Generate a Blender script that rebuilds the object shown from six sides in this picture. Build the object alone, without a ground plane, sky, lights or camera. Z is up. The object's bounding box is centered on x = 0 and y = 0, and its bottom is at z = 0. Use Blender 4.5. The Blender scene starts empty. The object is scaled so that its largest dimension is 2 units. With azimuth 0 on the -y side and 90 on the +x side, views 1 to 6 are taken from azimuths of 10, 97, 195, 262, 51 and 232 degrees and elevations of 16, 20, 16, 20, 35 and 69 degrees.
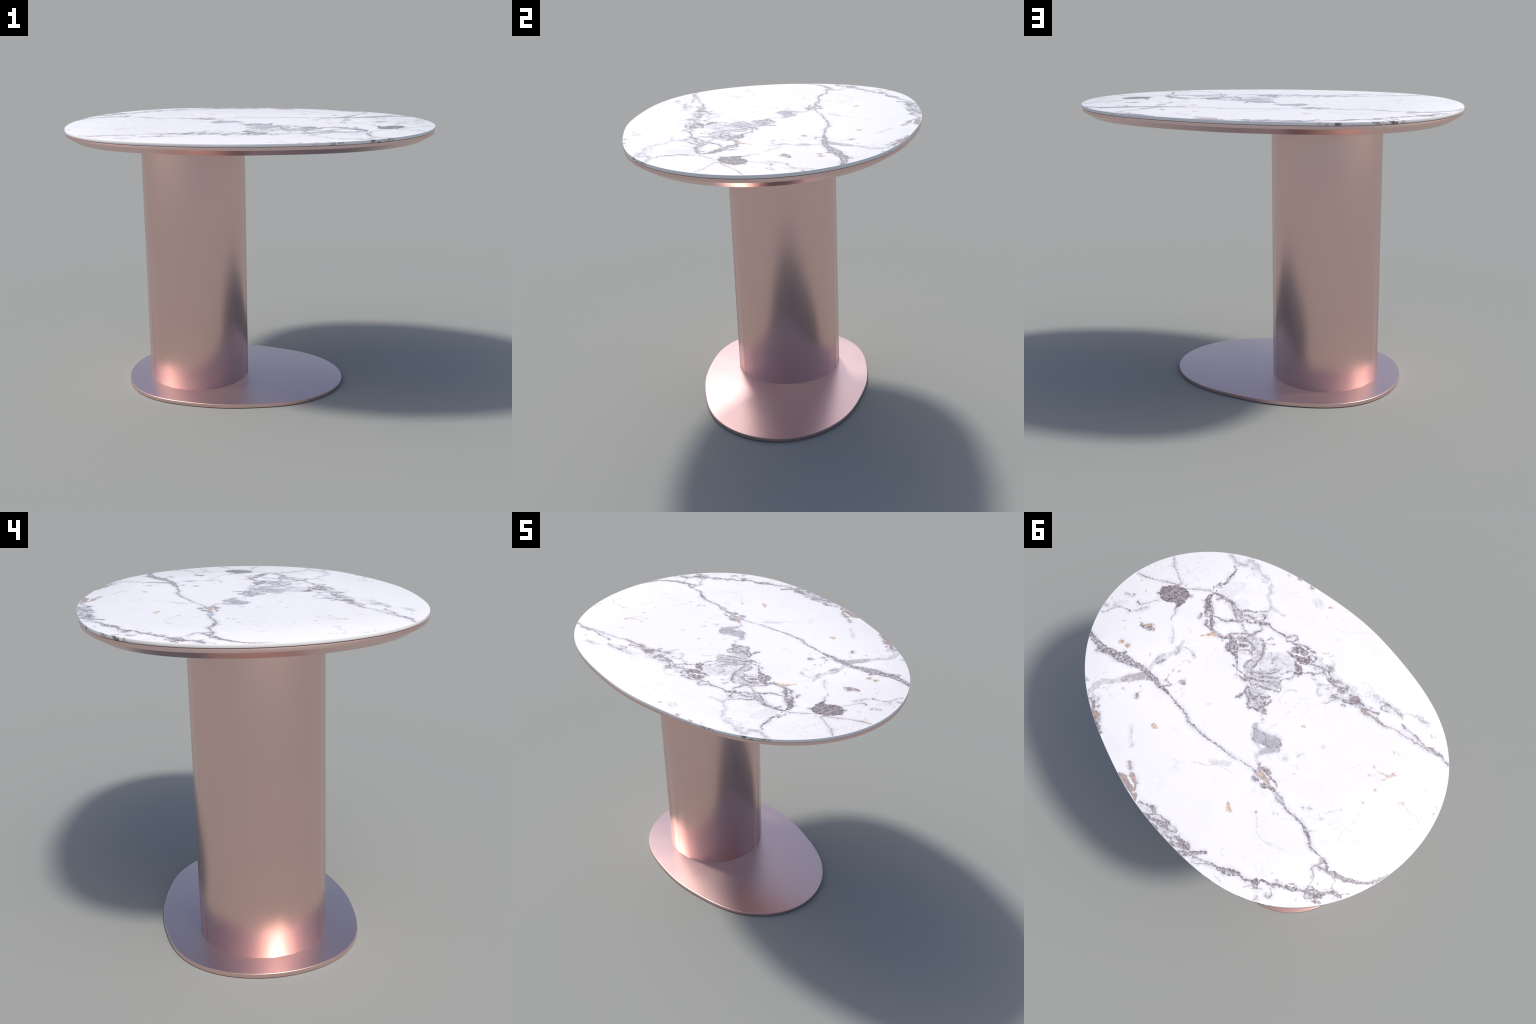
"""Pedestal table: egg-shaped marble slab on a bevelled rose-metal carrier,
an off-centre round column and an egg-shaped metal foot plate."""
import math
import bpy
import bmesh

# ------------------------------------------------------------------ sizes
TOP_Z = 1.490            # upper face of the marble slab
SLAB_Z = 1.4760          # underside of the slab
CARRIER_Z = 1.4732       # upper face of the metal carrier (thin shadow gap above)
BAND_Z = 1.4580          # where the carrier's vertical band ends
UNDER_Z = 1.4275         # flat underside of the carrier
CHAMFER = 0.050          # how far the slanted underside runs inwards
FOOT_Z = 0.020           # thickness of the foot plate
FOOT_SCALE = 0.6235      # the foot repeats the egg of the top, smaller
FOOT_X = -0.099
COLUMN_X, COLUMN_R, COLUMN_SIDES = -0.314, 0.2880, 20

# polar harmonics of the egg: r(a) = sum c[k] * cos(k a); symmetric about the x axis
EGG = (0.8567, -0.0245, 0.1442, 0.0178, 0.0018, 0.0068, -0.0042, 0.0000, 0.0014)


def egg(count, inset=0.0, scale=1.0, shift=0.0):
    """Points of the egg outline, moved inwards along its normals by inset."""
    def point(a):
        r = sum(c * math.cos(k * a) for k, c in enumerate(EGG))
        return r * math.cos(a), r * math.sin(a)
    pts = []
    for i in range(count):
        a = math.tau * i / count
        x, y = point(a)
        x0, y0 = point(a - 0.004)
        x1, y1 = point(a + 0.004)
        tx, ty = x1 - x0, y1 - y0
        n = math.hypot(tx, ty)
        pts.append((x * scale - ty / n * inset + shift, y * scale + tx / n * inset))
    return pts


def circle(count, radius, x, phase=0.0):
    return [(x + radius * math.cos(phase + math.tau * i / count), radius * math.sin(phase + math.tau * i / count)) for i in range(count)]


def loft(name, rings, material, smooth_angle=35.0, cap_bottom=True, cap_top=True):
    """Mesh through a stack of (outline, z) rings, bottom to top."""
    bm = bmesh.new()
    layers = [[bm.verts.new((x, y, z)) for x, y in outline] for outline, z in rings]
    n = len(layers[0])
    for a, b in zip(layers, layers[1:]):
        for i in range(n):
            j = (i + 1) % n
            bm.faces.new((a[i], a[j], b[j], b[i]))
    if cap_bottom:
        bm.faces.new(list(reversed(layers[0])))
    if cap_top:
        bm.faces.new(layers[-1])
    bmesh.ops.recalc_face_normals(bm, faces=bm.faces)
    mesh = bpy.data.meshes.new(name)
    bm.to_mesh(mesh)
    bm.free()
    mesh.shade_smooth()
    mesh.set_sharp_from_angle(angle=math.radians(smooth_angle))
    mesh.materials.append(material)
    obj = bpy.data.objects.new(name, mesh)
    bpy.context.scene.collection.objects.link(obj)
    return obj


LEAN_FOOT, LEAN_HEIGHT, LEAN_TOP = 10.0, 1.4075, 5.5


def lean_normals(mesh):
    """Soft shading across the ends of the column: the shading normals lean down at the foot, up at the top."""
    normals = []
    for loop in mesh.loops:
        v, n = mesh.vertices[loop.vertex_index].co, mesh.corner_normals[loop.index].vector
        if abs(n.z) > 0.5:
            normals.append(n[:])
            continue
        lean = math.radians(LEAN_TOP - (LEAN_FOOT + LEAN_TOP) * max(0.0, 1.0 - (v.z - FOOT_Z) / LEAN_HEIGHT))
        a = math.atan2(v.y, v.x - COLUMN_X)
        normals.append((math.cos(a) * math.cos(lean), math.sin(a) * math.cos(lean), math.sin(lean)))
    mesh.normals_split_custom_set(normals)


def rounded_edge(make, z, radius, upper, steps=4):
    """Rings of a rounded rim; make(inset) gives the outline."""
    rings = []
    for s in range(steps + 1):
        a = math.pi / 2 * s / steps
        inset, drop = radius * (1 - math.cos(a)), radius * (1 - math.sin(a))
        rings.append((make(inset), z - drop if upper else z + drop))
    return rings if upper else rings[::-1]


# -------------------------------------------------------------- materials
class Tree:
    """Small helper to write node trees as expressions."""

    def __init__(self, name):
        self.material = bpy.data.materials.new(name)
        self.material.use_nodes = True
        self.tree = self.material.node_tree
        self.tree.nodes.clear()

    @classmethod
    def group(cls, name, inputs, outputs):
        """A node group under construction; returns it with its input and output nodes."""
        g = cls.__new__(cls)
        g.material, g.tree = None, bpy.data.node_groups.new(name, "ShaderNodeTree")
        for label, kind in inputs:
            g.tree.interface.new_socket(label, in_out="INPUT", socket_type=kind)
        for label, kind in outputs:
            g.tree.interface.new_socket(label, in_out="OUTPUT", socket_type=kind)
        return g, g.node("NodeGroupInput"), g.node("NodeGroupOutput")

    def node(self, kind, **props):
        n = self.tree.nodes.new(kind)
        for k, val in props.items():
            setattr(n, k, val)
        return n

    def put(self, socket, value):
        if isinstance(value, bpy.types.NodeSocket):
            self.tree.links.new(value, socket)
        elif value is not None:
            socket.default_value = value

    def math(self, op, a, b=None, c=None, clamp=False):
        n = self.node("ShaderNodeMath", operation=op, use_clamp=clamp)
        for s, val in zip(n.inputs, (a, b, c)):
            self.put(s, val)
        return n.outputs[0]

    def vmath(self, op, a, b=None, scale=None):
        n = self.node("ShaderNodeVectorMath", operation=op)
        self.put(n.inputs[0], a)
        self.put(n.inputs[1], b)
        if scale is not None:
            self.put(n.inputs["Scale"], scale)
        return n.outputs["Value"] if op in ("LENGTH", "DOT_PRODUCT", "DISTANCE") else n.outputs[0]

    def ramp(self, value, lo, hi, to_lo=0.0, to_hi=1.0):
        n = self.node("ShaderNodeMapRange", interpolation_type="SMOOTHSTEP", clamp=False)
        for s, val in zip(n.inputs, (value, lo, hi, to_lo, to_hi)):
            self.put(s, val)
        return n.outputs[0]

    def mix(self, fac, a, b):
        n = self.node("ShaderNodeMix", data_type="RGBA")
        self.put(n.inputs[0], fac)
        for s, val in ((n.inputs[6], a), (n.inputs[7], b)):
            self.put(s, (*val, 1.0) if isinstance(val, tuple) else val)
        return n.outputs[2]

    def noise(self, vector, scale, detail=2.0, rough=0.5, dims="3D"):
        n = self.node("ShaderNodeTexNoise", noise_dimensions=dims)
        self.put(n.inputs["Vector"], vector)
        n.inputs["Scale"].default_value = scale
        n.inputs["Detail"].default_value = detail
        n.inputs["Roughness"].default_value = rough
        return n

    def surface(self, color, rough, metallic=0.0, normal=None, specular=0.5):
        p = self.node("ShaderNodeBsdfPrincipled")
        self.put(p.inputs["Base Color"], (*color, 1.0) if isinstance(color, tuple) else color)
        self.put(p.inputs["Roughness"], rough)
        self.put(p.inputs["Metallic"], metallic)
        self.put(p.inputs["Specular IOR Level"], specular)
        if normal is not None:
            self.put(p.inputs["Normal"], normal)
        o = self.node("ShaderNodeOutputMaterial")
        self.tree.links.new(p.outputs[0], o.inputs["Surface"])
        return self.material


ROSE = (0.805, 0.56, 0.518)


def rose_metal(name, roughness):
    t = Tree(name)
    pos = t.node("ShaderNodeTexCoord").outputs["Object"]
    grain = t.noise(pos, 9.0, 3.0).outputs[0]
    rough = t.ramp(grain, 0.3, 0.7, roughness - 0.008, roughness + 0.008)
    return t.surface(ROSE, rough, 1.0)


# Marble figure: every streak is a spine of control points (x mm, y mm, half width mm)
def streak(strength, *points):
    return strength, [(x / 1000.0, y / 1000.0, w / 1000.0) for x, y, w in points]


MARBLE_FIGURE = {}
MARBLE_FIGURE['mix'] = [
    streak(1, (872, 375, 8.9), (791, 376, 17.8), (748, 373, 22.8), (703, 354, 19.1), (660, 338, 28.6), (628, 323, 26.3), (585, 307, 16.8), (542, 288, 16.7), (506, 284, 12.3), (474, 286, 20.9), (446, 276, 13.7), (416, 282, 11.5), (376, 273, 7.9), (345, 271, 5.7)),
    streak(1, (669, 319, 8.1), (657, 302, 8.8), (656, 294, 2.9)),
    streak(0.9, (-245, 216, 5.4), (-263, 220, 7.4), (-277, 210, 6.1)),
    streak(0.9, (-293, 213, 5.4), (-313, 208, 10.1), (-332, 200, 8.1), (-350, 189, 6.0), (-368, 187, 4.0)),
    streak(0.9, (-776, 258, 3.8), (-808, 244, 6.4), (-851, 223, 13.3), (-889, 206, 11.4), (-922, 180, 11.4), (-948, 161, 7.6), (-967, 136, 7.6), (-980, 107, 8.2), (-995, 65, 7.6), (-1004, 40, 6.3)),
    streak(1, (-721, 453, 6.3), (-750, 432, 7.9), (-775, 416, 10.1), (-794, 399, 5.7), (-816, 381, 6.3), (-841, 361, 16.3), (-861, 341, 13.2), (-879, 320, 7.9), (-895, 292, 5.7), (-916, 278, 11.3), (-942, 267, 6.3)),
    streak(1, (-593, 560, 4.4), (-628, 540, 6.0), (-648, 516, 6.0), (-669, 492, 5.7), (-693, 480, 6.3), (-721, 454, 5.1), (-741, 438, 6.3), (-774, 421, 8.5), (-801, 391, 6.9)),
    streak(1, (-486, 617, 7.0), (-513, 602, 13.4), (-539, 586, 17.2), (-558, 569, 15.3), (-577, 560, 5.1), (-602, 556, 5.1)),
    streak(1, (-345, 685, 9.7), (-357, 670, 12.9), (-373, 650, 9.7), (-387, 628, 5.8), (-402, 610, 4.5)),
    streak(0.9, (-59, 674, 5.3), (-75, 673, 12.6), (-97, 681, 10.6)),
    streak(0.9, (-82, 721, 9.9), (-102, 715, 11.2), (-132, 697, 6.6), (-157, 688, 14.8), (-179, 676, 18.1), (-197, 681, 7.2)),
    streak(0.9, (-250, 679, 7.2), (-264, 667, 11.1), (-280, 663, 6.5)),
    streak(0.9, (-251, 717, 5.8), (-265, 708, 10.4), (-291, 691, 9.1), (-316, 679, 5.2), (-342, 658, 3.2)),
    streak(1, (-321, 714, 9.7), (-341, 689, 12.3), (-361, 665, 11.6), (-377, 641, 8.4), (-399, 610, 6.5)),
    streak(0.9, (675, -401, 3.5), (672, -372, 3.9), (664, -352, 3.9), (654, -329, 4.6)),
    streak(1, (653, -236, 6.1), (640, -200, 15.2), (613, -181, 21.2), (592, -169, 18.9)),
    streak(0.9, (605, -159, 5.3), (587, -143, 6.8), (569, -134, 4.5)),
    streak(1, (591, -177, 9.8), (565, -164, 10.5), (546, -143, 9.0), (526, -136, 12.7), (507, -115, 7.5)),
    streak(0.9, (552, -121, 4.5), (539, -108, 8.2), (524, -94, 4.5)),
    streak(0.95, (652, -244, 4.6), (613, -259, 7.6), (577, -271, 9.1), (541, -279, 9.8)),
    streak(0.9, (362, -305, 7.5), (349, -328, 9.0), (331, -343, 6.0)),
    streak(1, (371, -138, 25.8), (345, -121, 28.7), (317, -115, 12.5), (288, -105, 8.0), (259, -85, 3.6), (242, -71, 4.3)),
    streak(0.9, (476, -109, 11.2), (442, -114, 8.9), (416, -124, 6.7), (408, -149, 15.6), (396, -157, 7.4)),
    streak(0.8, (348, -182, 5.9), (333, -200, 9.6), (306, -206, 7.4), (272, -205, 5.9)),
    streak(1, (110, -366, 7.3), (99, -377, 16.8), (87, -391, 7.3)),
    streak(0.7, (-28, -419, 8.7), (-48, -426, 15.2), (-63, -420, 9.0)),
    streak(0.8, (-82, -380, 4.3), (-102, -387, 10.8), (-119, -393, 5.7)),
    streak(0.9, (-114, -398, 6.5), (-129, -411, 9.3), (-144, -417, 3.2)),
    streak(0.9, (-159, -377, 6.4), (-176, -388, 15.0), (-185, -408, 8.6)),
    streak(1, (-211, -357, 4.3), (-231, -373, 12.0), (-247, -395, 23.4), (-263, -412, 21.3), (-285, -416, 11.3), (-302, -419, 4.9)),
    streak(0.9, (-650, -499, 4.1), (-671, -513, 14.4), (-699, -521, 9.6), (-719, -529, 8.2), (-743, -525, 3.4)),
    streak(0.95, (748, 145, 5.2), (724, 144, 12.7), (700, 134, 15.7), (675, 118, 6.7)),
    streak(0.6, (552, 406, 9.4), (534, 369, 15.9), (516, 340, 18.8), (500, 309, 20.2), (474, 298, 16.6)),
    streak(0.9, (399, 271, 6.5), (384, 251, 5.4), (373, 231, 2.9)),
    streak(0.9, (573, 583, 5.7), (551, 577, 6.4), (534, 579, 10.7), (513, 595, 11.3), (505, 609, 5.7)),
    streak(1, (444, 629, 9.8), (423, 636, 11.9), (399, 640, 9.1), (379, 642, 4.2)),
]
MARBLE_FIGURE['dark'] = [
    streak(0.9, (386, 274, 7.2), (321, 272, 4.6), (279, 273, 5.7), (244, 270, 5.3), (210, 270, 6.3), (158, 281, 6.3), (129, 281, 5.6)),
    streak(0.9, (171, 283, 6.4), (102, 277, 5.1), (44, 268, 4.4), (19, 261, 3.8), (-37, 246, 3.8), (-113, 230, 3.1), (-166, 210, 2.8), (-232, 194, 3.7), (-264, 196, 4.9)),
    streak(0.6, (764, 414, 2.9), (757, 396, 11.0), (735, 382, 11.0)),
    streak(0.9, (-238, 159, 5.4), (-262, 152, 11.5), (-289, 152, 9.5), (-305, 160, 6.7), (-324, 158, 6.7), (-345, 160, 6.7), (-357, 168, 4.7)),
    streak(0.7, (-366, 189, 3.0), (-382, 186, 3.3), (-408, 182, 3.3), (-432, 184, 2.7)),
    streak(0.7, (-396, 204, 3.0), (-415, 205, 3.0), (-437, 197, 3.0)),
    streak(0.9, (-442, 193, 5.3), (-481, 199, 7.3), (-511, 195, 4.6), (-543, 188, 7.2), (-559, 189, 5.9)),
    streak(0.9, (-442, 193, 6.0), (-481, 201, 6.6), (-502, 197, 4.6), (-529, 190, 5.3), (-543, 189, 6.6), (-575, 190, 5.2), (-607, 196, 8.5), (-637, 206, 8.5), (-669, 225, 6.5), (-696, 228, 3.9), (-732, 225, 3.9), (-768, 222, 4.5), (-794, 231, 5.7), (-810, 237, 4.5)),
    streak(0.8, (-777, 226, 2.9), (-766, 242, 3.2), (-758, 260, 3.5), (-754, 285, 3.2), (-767, 295, 2.5)),
    streak(0.7, (-754, 285, 2.9), (-776, 299, 2.9), (-796, 305, 3.8), (-785, 319, 4.4)),
    streak(0.7, (-763, 264, 3.5), (-788, 252, 4.5), (-810, 237, 3.8)),
    streak(0.7, (-800, 311, 1.9), (-810, 348, 2.5), (-815, 368, 3.8)),
    streak(0.9, (-744, 415, 2.5), (-760, 400, 3.8), (-783, 394, 3.8)),
    streak(0.9, (-833, 383, 5.0), (-836, 398, 4.4), (-845, 397, 4.7), (-862, 371, 3.8), (-871, 350, 10.7), (-887, 335, 8.2)),
    streak(1, (-872, 379, 5.0), (-889, 369, 8.8), (-907, 355, 5.0)),
    streak(0.9, (-815, 372, 3.8), (-816, 349, 3.8), (-840, 340, 4.4)),
    streak(0.7, (-927, 275, 1.9), (-945, 245, 2.8), (-958, 232, 1.9)),
    streak(0.5, (-830, 319, 3.8), (-826, 308, 2.5)),
    streak(1, (-642, 519, 16.5), (-659, 535, 14.5), (-672, 541, 7.6)),
    streak(0.9, (-662, 551, 3.2), (-674, 536, 4.4), (-688, 522, 2.8)),
    streak(0.9, (-506, 596, 3.2), (-529, 578, 4.1), (-553, 561, 7.0), (-578, 550, 5.1)),
    streak(0.8, (-389, 662, 3.9), (-430, 637, 3.2), (-461, 617, 3.2), (-483, 611, 4.8)),
    streak(0.8, (-397, 688, 2.6), (-419, 669, 2.6), (-434, 648, 3.2), (-459, 628, 2.9), (-487, 613, 4.2)),
    streak(0.8, (-376, 668, 4.5), (-402, 656, 4.5), (-414, 649, 2.6)),
    streak(0.9, (-7, 706, 4.7), (-37, 688, 4.3), (-57, 679, 4.3)),
    streak(0.7, (-47, 683, 4.0), (-37, 672, 3.3)),
    streak(0.9, (-89, 710, 4.0), (-116, 674, 4.3), (-139, 667, 4.0), (-162, 660, 4.9), (-186, 659, 3.3)),
    streak(0.8, (-186, 665, 3.3), (-221, 649, 4.3), (-238, 656, 5.2), (-226, 671, 3.6), (-192, 682, 3.6)),
    streak(0.8, (-213, 703, 2.9), (-233, 700, 3.3), (-250, 689, 2.9)),
    streak(0.95, (-274, 675, 7.2), (-310, 662, 15.6), (-336, 657, 8.4)),
    streak(0.9, (-135, 720, 4.6), (-164, 716, 5.9), (-175, 713, 2.9)),
    streak(0.8, (-65, 720, 5.3), (-82, 721, 4.6)),
    streak(0.6, (-197, 713, 3.3), (-219, 717, 3.3)),
    streak(0.95, (712, -422, 3.5), (683, -407, 6.2), (679, -393, 5.4), (676, -370, 5.0), (671, -344, 5.4), (657, -328, 4.6)),
    streak(0.95, (655, -327, 5.0), (663, -311, 6.1), (676, -294, 6.1), (671, -279, 4.6), (677, -261, 5.4), (663, -246, 4.6)),
    streak(0.8, (667, -293, 6.9), (661, -300, 3.8)),
    streak(0.85, (654, -295, 3.4), (658, -275, 3.8)),
    streak(0.95, (653, -256, 7.6), (651, -261, 5.3)),
    streak(0.9, (656, -245, 4.6), (647, -227, 7.6), (643, -215, 4.6)),
    streak(0.9, (502, -102, 7.4), (485, -107, 8.9)),
    streak(1, (644, -202, 8.4), (623, -182, 13.6), (607, -163, 9.8)),
    streak(0.9, (523, -99, 3.4), (498, -104, 9.7), (479, -109, 5.9)),
    streak(0.9, (597, -125, 6.0), (589, -109, 7.5), (584, -88, 5.2)),
    streak(0.6, (661, -171, 3.8), (643, -184, 5.3)),
    streak(0.7, (480, -68, 3.3), (471, -87, 5.2), (453, -104, 3.7)),
    streak(0.85, (542, -275, 3.8), (514, -258, 3.8), (484, -250, 5.3), (463, -238, 5.2)),
    streak(0.85, (535, -283, 4.5), (503, -278, 4.2), (477, -278, 5.3), (457, -271, 3.8)),
    streak(0.8, (502, -266, 3.4), (472, -259, 4.1), (447, -264, 4.5), (430, -272, 4.5)),
    streak(0.7, (612, -231, 5.3), (606, -245, 4.6), (592, -256, 3.8)),
    streak(0.9, (552, -154, 4.5), (528, -171, 5.6), (498, -183, 6.7), (475, -201, 6.4), (459, -224, 8.2), (428, -253, 5.2)),
    streak(0.85, (481, -283, 3.4), (467, -306, 5.7), (436, -331, 5.6), (422, -346, 3.4), (411, -365, 3.0), (395, -388, 2.3)),
    streak(0.9, (457, -271, 4.5), (442, -295, 7.5), (422, -301, 6.4), (404, -305, 4.9), (387, -296, 6.0)),
    streak(0.9, (407, -335, 3.8), (391, -358, 9.0), (375, -352, 12.0), (371, -328, 6.4)),
    streak(0.7, (393, -301, 3.4), (375, -326, 3.7)),
    streak(0.9, (432, -274, 6.7), (404, -279, 5.6), (390, -290, 4.5), (366, -319, 6.0), (343, -341, 8.2), (306, -343, 5.6), (264, -354, 5.2), (238, -364, 7.4), (214, -371, 6.7)),
    streak(0.85, (358, -307, 3.7), (334, -296, 4.8), (343, -266, 5.6), (344, -240, 5.6), (342, -211, 5.5), (335, -193, 4.1)),
    streak(0.75, (429, -245, 3.4), (399, -235, 4.1), (365, -227, 5.6)),
    streak(0.8, (419, -157, 3.3), (393, -190, 3.7), (363, -229, 3.3), (342, -239, 3.3)),
    streak(0.5, (686, -497, 3.9), (674, -515, 4.7)),
    streak(0.6, (648, -483, 5.4), (638, -486, 3.9)),
    streak(0.65, (767, -135, 3.4), (731, -179, 3.4), (692, -217, 3.1), (655, -242, 3.4)),
    streak(0.7, (722, -132, 4.6), (709, -138, 5.3), (704, -148, 2.3)),
    streak(0.9, (418, -155, 5.2), (405, -159, 4.8), (395, -150, 5.9), (404, -132, 3.3)),
    streak(0.85, (420, -119, 3.7), (407, -110, 3.0)),
    streak(0.9, (391, -120, 3.0), (356, -95, 4.4), (336, -101, 5.1), (304, -103, 5.1)),
    streak(0.85, (381, -203, 3.7), (358, -229, 4.1), (342, -239, 4.8), (341, -265, 7.4), (331, -296, 3.3)),
    streak(0.85, (424, -113, 3.3), (386, -158, 4.8), (348, -204, 4.8), (344, -227, 4.4)),
    streak(0.9, (345, -150, 4.4), (324, -171, 9.6), (301, -190, 4.4)),
    streak(0.8, (378, -183, 5.2), (365, -177, 3.7), (343, -173, 2.9)),
    streak(0.85, (311, -128, 2.9), (299, -165, 4.0), (280, -176, 6.2), (259, -177, 7.3), (244, -165, 5.1), (234, -150, 4.4)),
    streak(0.85, (232, -156, 5.1), (235, -119, 6.2), (223, -100, 3.3)),
    streak(0.85, (320, -238, 4.4), (282, -257, 7.4), (255, -249, 10.3), (239, -232, 11.0), (222, -210, 6.6), (207, -186, 5.5)),
    streak(0.85, (212, -180, 3.6), (200, -152, 5.4), (195, -122, 4.3), (177, -108, 4.3), (147, -112, 5.0)),
    streak(0.8, (282, -257, 3.3), (270, -287, 3.3), (265, -306, 8.9), (252, -309, 4.4)),
    streak(0.8, (271, -258, 2.9), (245, -277, 3.3), (226, -297, 4.0)),
    streak(0.85, (272, -69, 3.3), (257, -70, 2.2)),
    streak(0.9, (248, -75, 4.4), (233, -63, 5.4), (226, -48, 5.1), (200, -56, 5.0), (170, -63, 6.1), (154, -76, 5.4), (136, -69, 6.1), (117, -86, 5.0), (83, -103, 8.6), (59, -118, 10.0), (39, -133, 5.0), (16, -147, 4.6)),
    streak(0.85, (234, -68, 5.8), (200, -74, 5.4), (170, -80, 5.0), (147, -97, 4.7), (118, -117, 6.1), (95, -134, 3.2), (77, -150, 3.2), (63, -176, 3.6)),
    streak(0.8, (187, -120, 3.3), (158, -132, 4.7), (132, -163, 4.7), (113, -192, 3.3), (104, -224, 4.3)),
    streak(0.85, (139, -121, 4.0), (112, -157, 5.4), (93, -172, 4.7), (75, -199, 4.3)),
    streak(0.7, (143, -192, 4.3), (130, -189, 4.3), (123, -210, 3.3), (101, -231, 3.3)),
    streak(0.75, (82, -212, 3.6), (74, -240, 3.6), (59, -267, 2.9)),
    streak(0.75, (74, -204, 3.6), (36, -235, 4.0), (37, -258, 3.2)),
    streak(0.85, (51, -206, 3.6), (47, -174, 5.4), (23, -174, 3.6), (15, -148, 5.3)),
    streak(0.7, (72, -144, 2.9), (43, -158, 3.2), (23, -168, 2.9)),
    streak(0.9, (141, -56, 4.3), (121, -27, 7.1), (92, -15, 5.7), (68, -9, 5.7), (63, 11, 7.1)),
    streak(0.9, (60, 11, 5.7), (38, 15, 9.2), (27, -2, 7.1), (-1, -9, 5.3)),
    streak(0.95, (123, 28, 7.8), (120, 7, 9.3), (122, -21, 6.1), (134, -52, 4.3)),
    streak(0.8, (132, -55, 3.2), (104, -37, 4.6), (72, -33, 5.7), (54, -32, 8.5), (47, -33, 3.2)),
    streak(0.85, (63, -60, 3.9), (37, -74, 5.7), (32, -88, 12.1), (20, -98, 4.3)),
    streak(0.85, (27, -101, 3.2), (2, -91, 4.6), (5, -66, 9.2), (26, -42, 5.3)),
    streak(0.8, (-4, -68, 4.2), (3, -43, 3.9), (16, -23, 3.2)),
    streak(0.9, (14, -26, 4.9), (-10, -35, 7.1), (-27, -32, 4.9)),
    streak(0.95, (-22, -17, 3.5), (-31, -20, 6.3), (-42, -28, 3.2)),
    streak(0.9, (264, -353, 3.7), (225, -366, 6.7), (214, -353, 6.6), (193, -363, 5.5), (179, -392, 5.5), (178, -403, 4.4)),
    streak(0.9, (220, -360, 5.2), (214, -384, 4.4), (196, -408, 4.8), (178, -400, 5.5)),
    streak(0.9, (177, -367, 5.9), (147, -388, 4.0), (129, -404, 4.4), (103, -408, 8.1)),
    streak(1, (150, -350, 13.9), (136, -365, 22.7), (111, -380, 9.5)),
    streak(0.95, (119, -410, 5.1), (104, -410, 5.9)),
    streak(0.95, (88, -406, 4.4), (77, -419, 8.1), (60, -421, 4.4)),
    streak(1, (134, -319, 8.0), (105, -335, 14.6), (78, -344, 26.2), (60, -356, 25.5), (45, -375, 13.8)),
    streak(0.95, (75, -378, 5.1), (61, -386, 5.8)),
    streak(0.95, (63, -399, 6.6), (49, -407, 8.8), (37, -400, 7.3), (37, -382, 10.2)),
    streak(0.9, (90, -317, 8.0), (69, -300, 5.1)),
    streak(1, (75, -311, 9.4), (50, -305, 21.7), (31, -296, 18.8), (21, -277, 8.6)),
    streak(1, (46, -269, 7.9), (35, -282, 8.7)),
    streak(0.9, (145, -323, 5.1), (125, -320, 6.6)),
    streak(0.9, (32, -364, 5.4), (9, -380, 6.5), (-17, -394, 7.2), (-35, -397, 5.1), (-55, -407, 5.1), (-71, -399, 3.2)),
    streak(0.85, (22, -298, 3.2), (-1, -332, 3.6), (-32, -364, 3.2), (-39, -394, 3.3)),
    streak(0.85, (-3, -335, 3.6), (-12, -339, 9.4), (-28, -338, 5.0)),
    streak(0.7, (-31, -318, 3.2), (-49, -328, 2.9)),
    streak(0.85, (-32, -370, 2.5), (-59, -382, 3.2), (-81, -376, 5.0), (-109, -377, 6.1), (-123, -394, 4.3)),
    streak(0.85, (-66, -400, 3.6), (-90, -393, 3.2), (-116, -395, 5.0)),
    streak(0.9, (-111, -371, 4.3), (-145, -389, 5.4), (-164, -400, 8.6), (-176, -421, 5.4), (-186, -424, 3.2)),
    streak(0.85, (-163, -425, 4.3), (-179, -418, 5.7), (-193, -406, 4.3)),
    streak(0.9, (-214, -402, 5.0), (-230, -410, 4.3)),
    streak(0.9, (-237, -419, 5.0), (-255, -426, 7.1), (-267, -414, 7.1)),
    streak(0.9, (-168, -323, 5.0), (-163, -340, 5.0), (-172, -357, 3.9), (-172, -368, 2.8)),
    streak(0.9, (-168, -328, 3.9), (-183, -343, 4.3), (-198, -355, 3.9)),
    streak(0.85, (-169, -285, 4.6), (-180, -302, 3.9), (-180, -317, 2.8), (-201, -354, 2.8)),
    streak(0.85, (-228, -337, 4.9), (-238, -346, 6.4), (-249, -351, 5.6)),
    streak(0.9, (-288, -393, 4.2), (-315, -408, 5.3), (-327, -415, 5.3), (-350, -431, 5.3), (-374, -445, 5.6), (-377, -456, 2.8)),
    streak(0.8, (-742, -524, 2.7), (-755, -523, 4.4), (-781, -525, 6.8)),
    streak(0.7, (-328, -489, 2.8), (-344, -502, 2.5), (-367, -513, 5.7), (-393, -513, 4.2), (-433, -522, 3.5), (-468, -515, 4.9)),
    streak(0.8, (-486, -496, 2.8), (-505, -494, 5.6), (-531, -497, 5.9), (-554, -503, 3.5), (-573, -508, 5.2), (-595, -502, 6.2), (-614, -502, 3.1), (-640, -508, 2.1)),
    streak(0.8, (-365, -497, 3.5), (-360, -475, 4.6), (-386, -474, 5.3), (-400, -498, 2.8)),
    streak(0.85, (-355, -434, 3.5), (-372, -446, 6.3), (-374, -455, 3.2)),
    streak(0.6, (-331, -489, 3.2), (-338, -492, 2.8)),
    streak(0.6, (-494, -564, 2.5), (-502, -577, 3.2), (-529, -593, 2.8)),
    streak(0.55, (-521, -574, 2.8), (-548, -581, 3.1), (-563, -594, 2.4)),
    streak(0.5, (-571, -586, 2.8), (-578, -587, 2.8)),
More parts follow.
